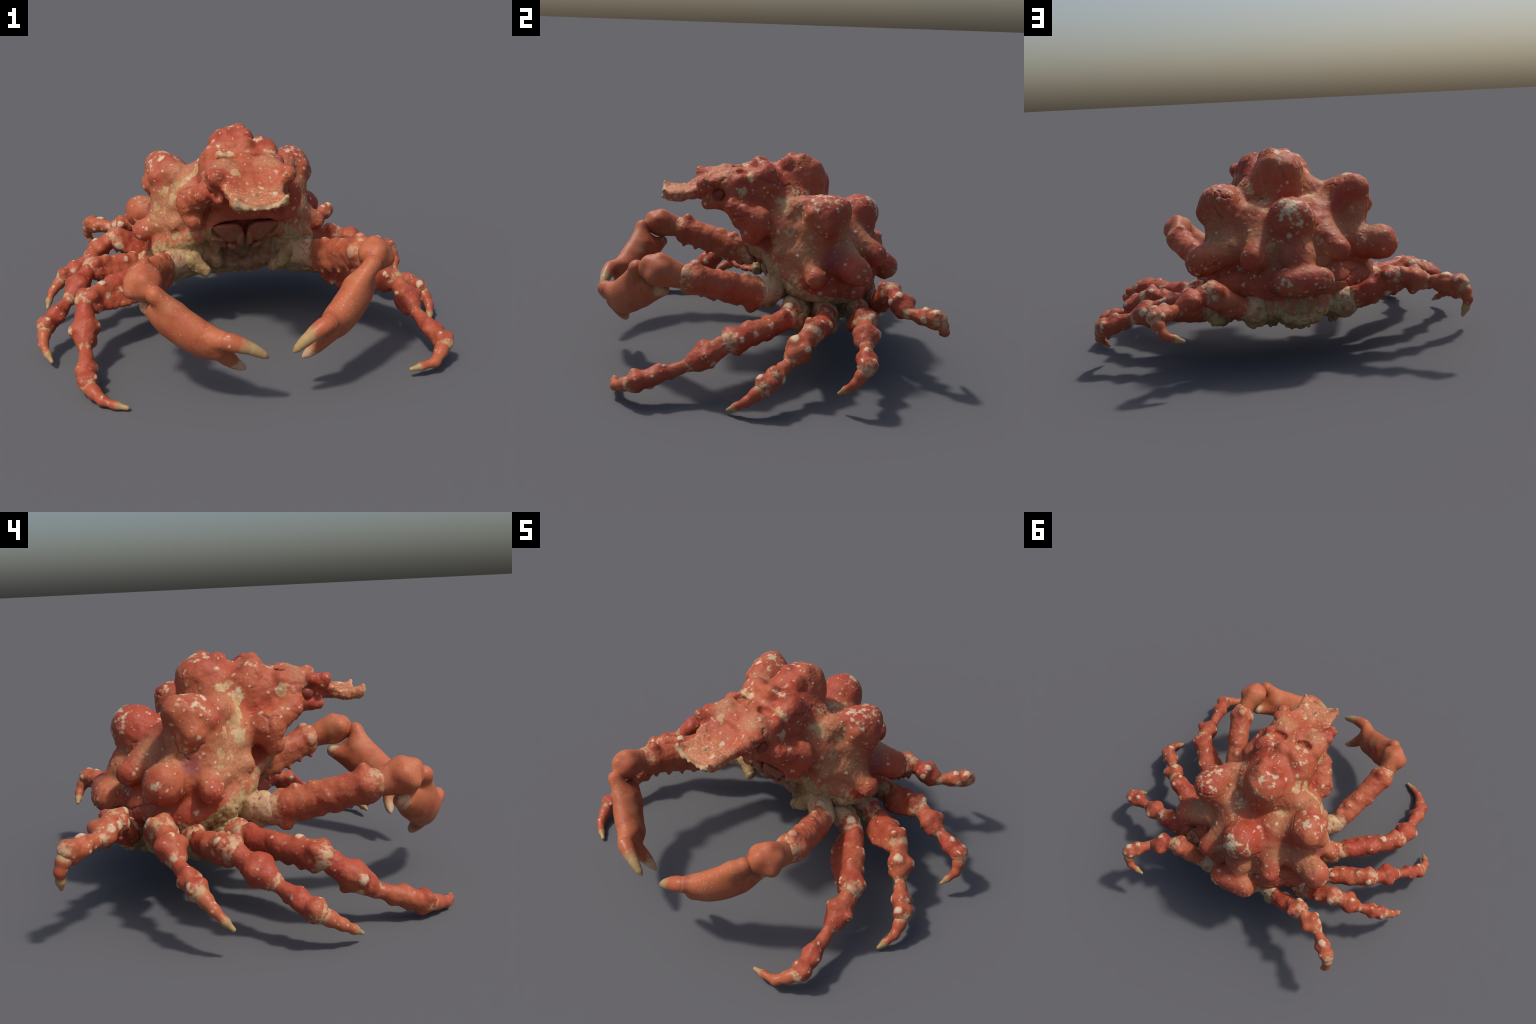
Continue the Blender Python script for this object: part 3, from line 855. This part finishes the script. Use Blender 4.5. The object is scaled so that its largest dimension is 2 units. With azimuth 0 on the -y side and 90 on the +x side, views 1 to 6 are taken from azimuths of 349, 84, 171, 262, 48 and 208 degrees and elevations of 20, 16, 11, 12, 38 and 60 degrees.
for leg in LEGS:
    s = leg["s"]
    hip, knee, wrist, ankle, bend, tip = (V(*leg[q]) - V(math.copysign(inward, leg[q][0]), 0.7 * inward, drop) for q, inward, drop in (("hip", 0.0, 0.022), ("knee", 0.001, 0.021), ("wrist", 0.001, 0.019), ("ankle", 0.001, 0.015), ("bend", 0.003, 0.008), ("tip", 0.002, 0.002)))
    root = V(hip[0] * 0.72, 0.28 + (hip[1] - 0.28) * 0.8, 0.31)
    hub = segment("walking_leg", crab, "leg", [root, hip], [(0, 0.045), (0.6, 0.048 * s), (1, 0.044 * s)], jitter([(0.7, 20, 0.012, 0.018), (0.8, 150, 0.012, 0.018), (0.5, 280, 0.01, 0.016)]), reach=(0.12, 0.07), keel=0.022)
    segment("leg_merus", hub, "leg", [hip, lerp(knee, wrist, 0.04)], [(0, 0.042 * s), (0.15, 0.047 * s), (0.5, 0.051 * s), (0.85, 0.053 * s), (1, 0.046 * s)],
            jitter(MERUS), reach=(0.06, 0.062), keel=0.030, blade=leg.get("blade", 0.06))
    segment("leg_carpus", hub, "leg", [lerp(knee, wrist, 0.02), wrist], [(0, 0.034 * s), (0.22, 0.041 * s), (0.6, 0.057 * s), (0.8, 0.047 * s), (1, 0.031 * s)],
            jitter(CARPUS), reach=(0.055, 0.042))
    segment("leg_propodus", hub, "leg", [wrist, ankle], [(0, 0.029 * s), (0.25, 0.030 * s), (0.55, 0.040 * s), (0.72, 0.035 * s), (0.92, 0.042 * s), (1, 0.034 * s)],
            jitter(PROPODUS), reach=(0.036, 0.046))
    segment("leg_dactyl", hub, "tip", [lerp(wrist, ankle, 0.97), lerp(ankle, bend, 0.5), bend, lerp(bend, tip, 0.6), tip], [(0, 0.036 * s), (0.2, 0.030 * s), (0.45, 0.0225 * s), (0.8, 0.0155 * s), (1, 0.0095 * s)],
            kind="claw", reach=(0.045, 0.055), h=0.0034)

# pincers
PINCERS = [
    dict(hip=(-0.375, -0.01, 0.376), elbow=(-0.512, -0.425, 0.482), hand=(-0.514, -0.545, 0.505), neck=(-0.476, -0.645, 0.490), heel=(-0.505, -0.535, 0.395), knuckle=(-0.224, -0.777, 0.299), upper=(-0.045, -0.836, 0.246), lower=(-0.120, -0.710, 0.141), s=-1),
    dict(hip=(0.385, -0.01, 0.372), elbow=(0.530, -0.390, 0.498), hand=(0.520, -0.520, 0.530), neck=(0.475, -0.622, 0.525), heel=(0.480, -0.50, 0.420), knuckle=(0.238, -0.767, 0.322), upper=(0.076, -0.805, 0.242), lower=(0.143, -0.700, 0.158), s=1),
]
for c in PINCERS:
    g = {k: V(*q) for k, q in c.items() if k != "s"}
    hub = segment("pincer_arm", crab, "leg", [V(c["s"] * 0.24, 0.09, 0.37), g["hip"]], [(0, 0.07), (0.6, 0.06), (1, 0.056)], [(0.8, 10, 0.012, 0.02), (0.7, 190, 0.03, 0.025)], reach=(0.2, 0.10))
    knobs = [(0.12, 20, 0.018, 0.018), (0.28, 10, 0.018, 0.02), (0.45, 0, 0.008, 0.022), (0.93, 5, 0.026, 0.022), (0.93, 80, 0.012, 0.026), (0.93, 280, 0.012, 0.026), (0.92, 165, 0.014, 0.026), (0.3, 90, 0.006, 0.02), (0.55, 270, 0.006, 0.018),
             (0.12, 185, 0.052, 0.030), (0.30, 178, 0.014, 0.013), (0.46, 185, 0.016, 0.014), (0.62, 175, 0.018, 0.014)]
    segment("pincer_merus", hub, "arm", [g["hip"], g["elbow"]], [(0, 0.052), (0.2, 0.060), (0.6, 0.064), (0.9, 0.068), (1, 0.058)], knobs, reach=(0.09, 0.07), h=0.005, keel=0.046)

    def carpus(f):
        f.cone(lerp(g["elbow"], g["hand"], 0.1), g["hand"], 0.046, 0.066, 0.03)
        f.egg(g["hand"], (0.068, 0.071, 0.069), k=0.02)
        f.cone(g["hand"], lerp(g["hand"], g["neck"], 0.55), 0.06, 0.04, 0.03)
        out = V(c["s"], 0, 0)
        f.cone(lerp(g["elbow"], g["hand"], 0.25) + V(0, 0, 0.035), g["hand"] + V(0, 0.012, 0.052), 0.020, 0.026, 0.025)
        f.cone(g["hand"] + out * 0.045 + V(0, 0.02, 0.015), g["hand"] + out * 0.052 + V(0, -0.02, -0.02), 0.030, 0.032, 0.025)
        f.ball(g["hand"] + V(0, -0.045, 0.035), 0.032, 0.025)
        f.ball(g["hand"] - out * 0.045 + V(0, -0.02, 0.02), 0.034, 0.025)
        f.cone(lerp(g["elbow"], g["hand"], 0.3) - V(0, 0, 0.02), g["hand"] - V(0, 0, 0.03), 0.04, 0.04, 0.03)
    solid("pincer_carpus", *box([g["elbow"], g["hand"], g["neck"]], 0.11), 0.005, carpus, hub, "claw", "claw", joint_near=list(map(float, g["elbow"])), joint_far=list(map(float, g["heel"])),
          joint_near_reach=0.06, joint_far_reach=0.05)

    ax = g["knuckle"] - g["neck"]
    ax = ax - (g["heel"] - g["neck"]) * 0.25
    ax /= np.linalg.norm(ax)
    wide = g["upper"] - g["lower"]
    wide -= ax * (wide @ ax)
    wide /= np.linalg.norm(wide)
    thin = np.cross(ax, wide)
    if thin @ V(c["s"], -1, -1) < 0:
        thin = -thin
    mid = (lerp(g["neck"], g["heel"], 0.45) + g["knuckle"]) / 2 - wide * 0.020 + V(0, 0.018, -0.014)
    half = np.linalg.norm(g["knuckle"] - lerp(g["neck"], g["heel"], 0.45)) / 2

    def palm(f):
        f.egg(mid + ax * 0.012 + thin * 0.014, (half * 1.06, 0.086, 0.070), axes=(ax, wide, thin), k=0.03, power=2.15)
        f.cone(g["neck"], mid - ax * half * 0.4 + wide * 0.03, 0.028, 0.055, 0.03)
        f.ball(g["neck"], 0.030, 0.02)
        f.cone(g["heel"], mid - ax * half * 0.35 - wide * 0.03, 0.032, 0.055, 0.03)
        f.cone(mid + ax * half * 0.6 + wide * 0.015, g["knuckle"] + wide * 0.025, 0.048, 0.040, 0.03)
        f.cone(mid + ax * half * 0.6 - wide * 0.02, g["knuckle"] - wide * 0.04, 0.048, 0.036, 0.03)
        f.cone(g["neck"], mid + ax * half * 0.75 + wide * 0.052 + thin * 0.012, 0.016, 0.026, 0.05)      # ridge along the upper edge
        k1 = g["knuckle"] - wide * 0.045
        low = bow(k1, g["lower"], -wide * 0.016, 8)
        for i in range(len(low) - 1):
            f.cone(low[i], low[i + 1], *(0.010 + 0.030 * (1 - j / (len(low) - 1)) ** 0.75 for j in (i, i + 1)), 0.012)
    solid("pincer_palm", *box([g["neck"], g["heel"], g["knuckle"], g["lower"], mid], 0.13), 0.005, palm, hub, "claw", "claw", joint_near=list(map(float, g["heel"])), joint_far=list(map(float, g["lower"])),
          joint_near_reach=0.05, joint_far_reach=0.085)
    k2 = g["knuckle"] + wide * 0.034 + ax * 0.012
    segment("pincer_finger", hub, "tip", bow(k2, g["upper"], wide * 0.014, 9), [(t, 0.0075 + 0.030 * (1 - t) ** 0.8) for t in (0, 0.1, 0.2, 0.3, 0.4, 0.5, 0.6, 0.7, 0.8, 0.9, 1)],
            kind="claw", reach=(0.01, 0.13), h=0.0036)
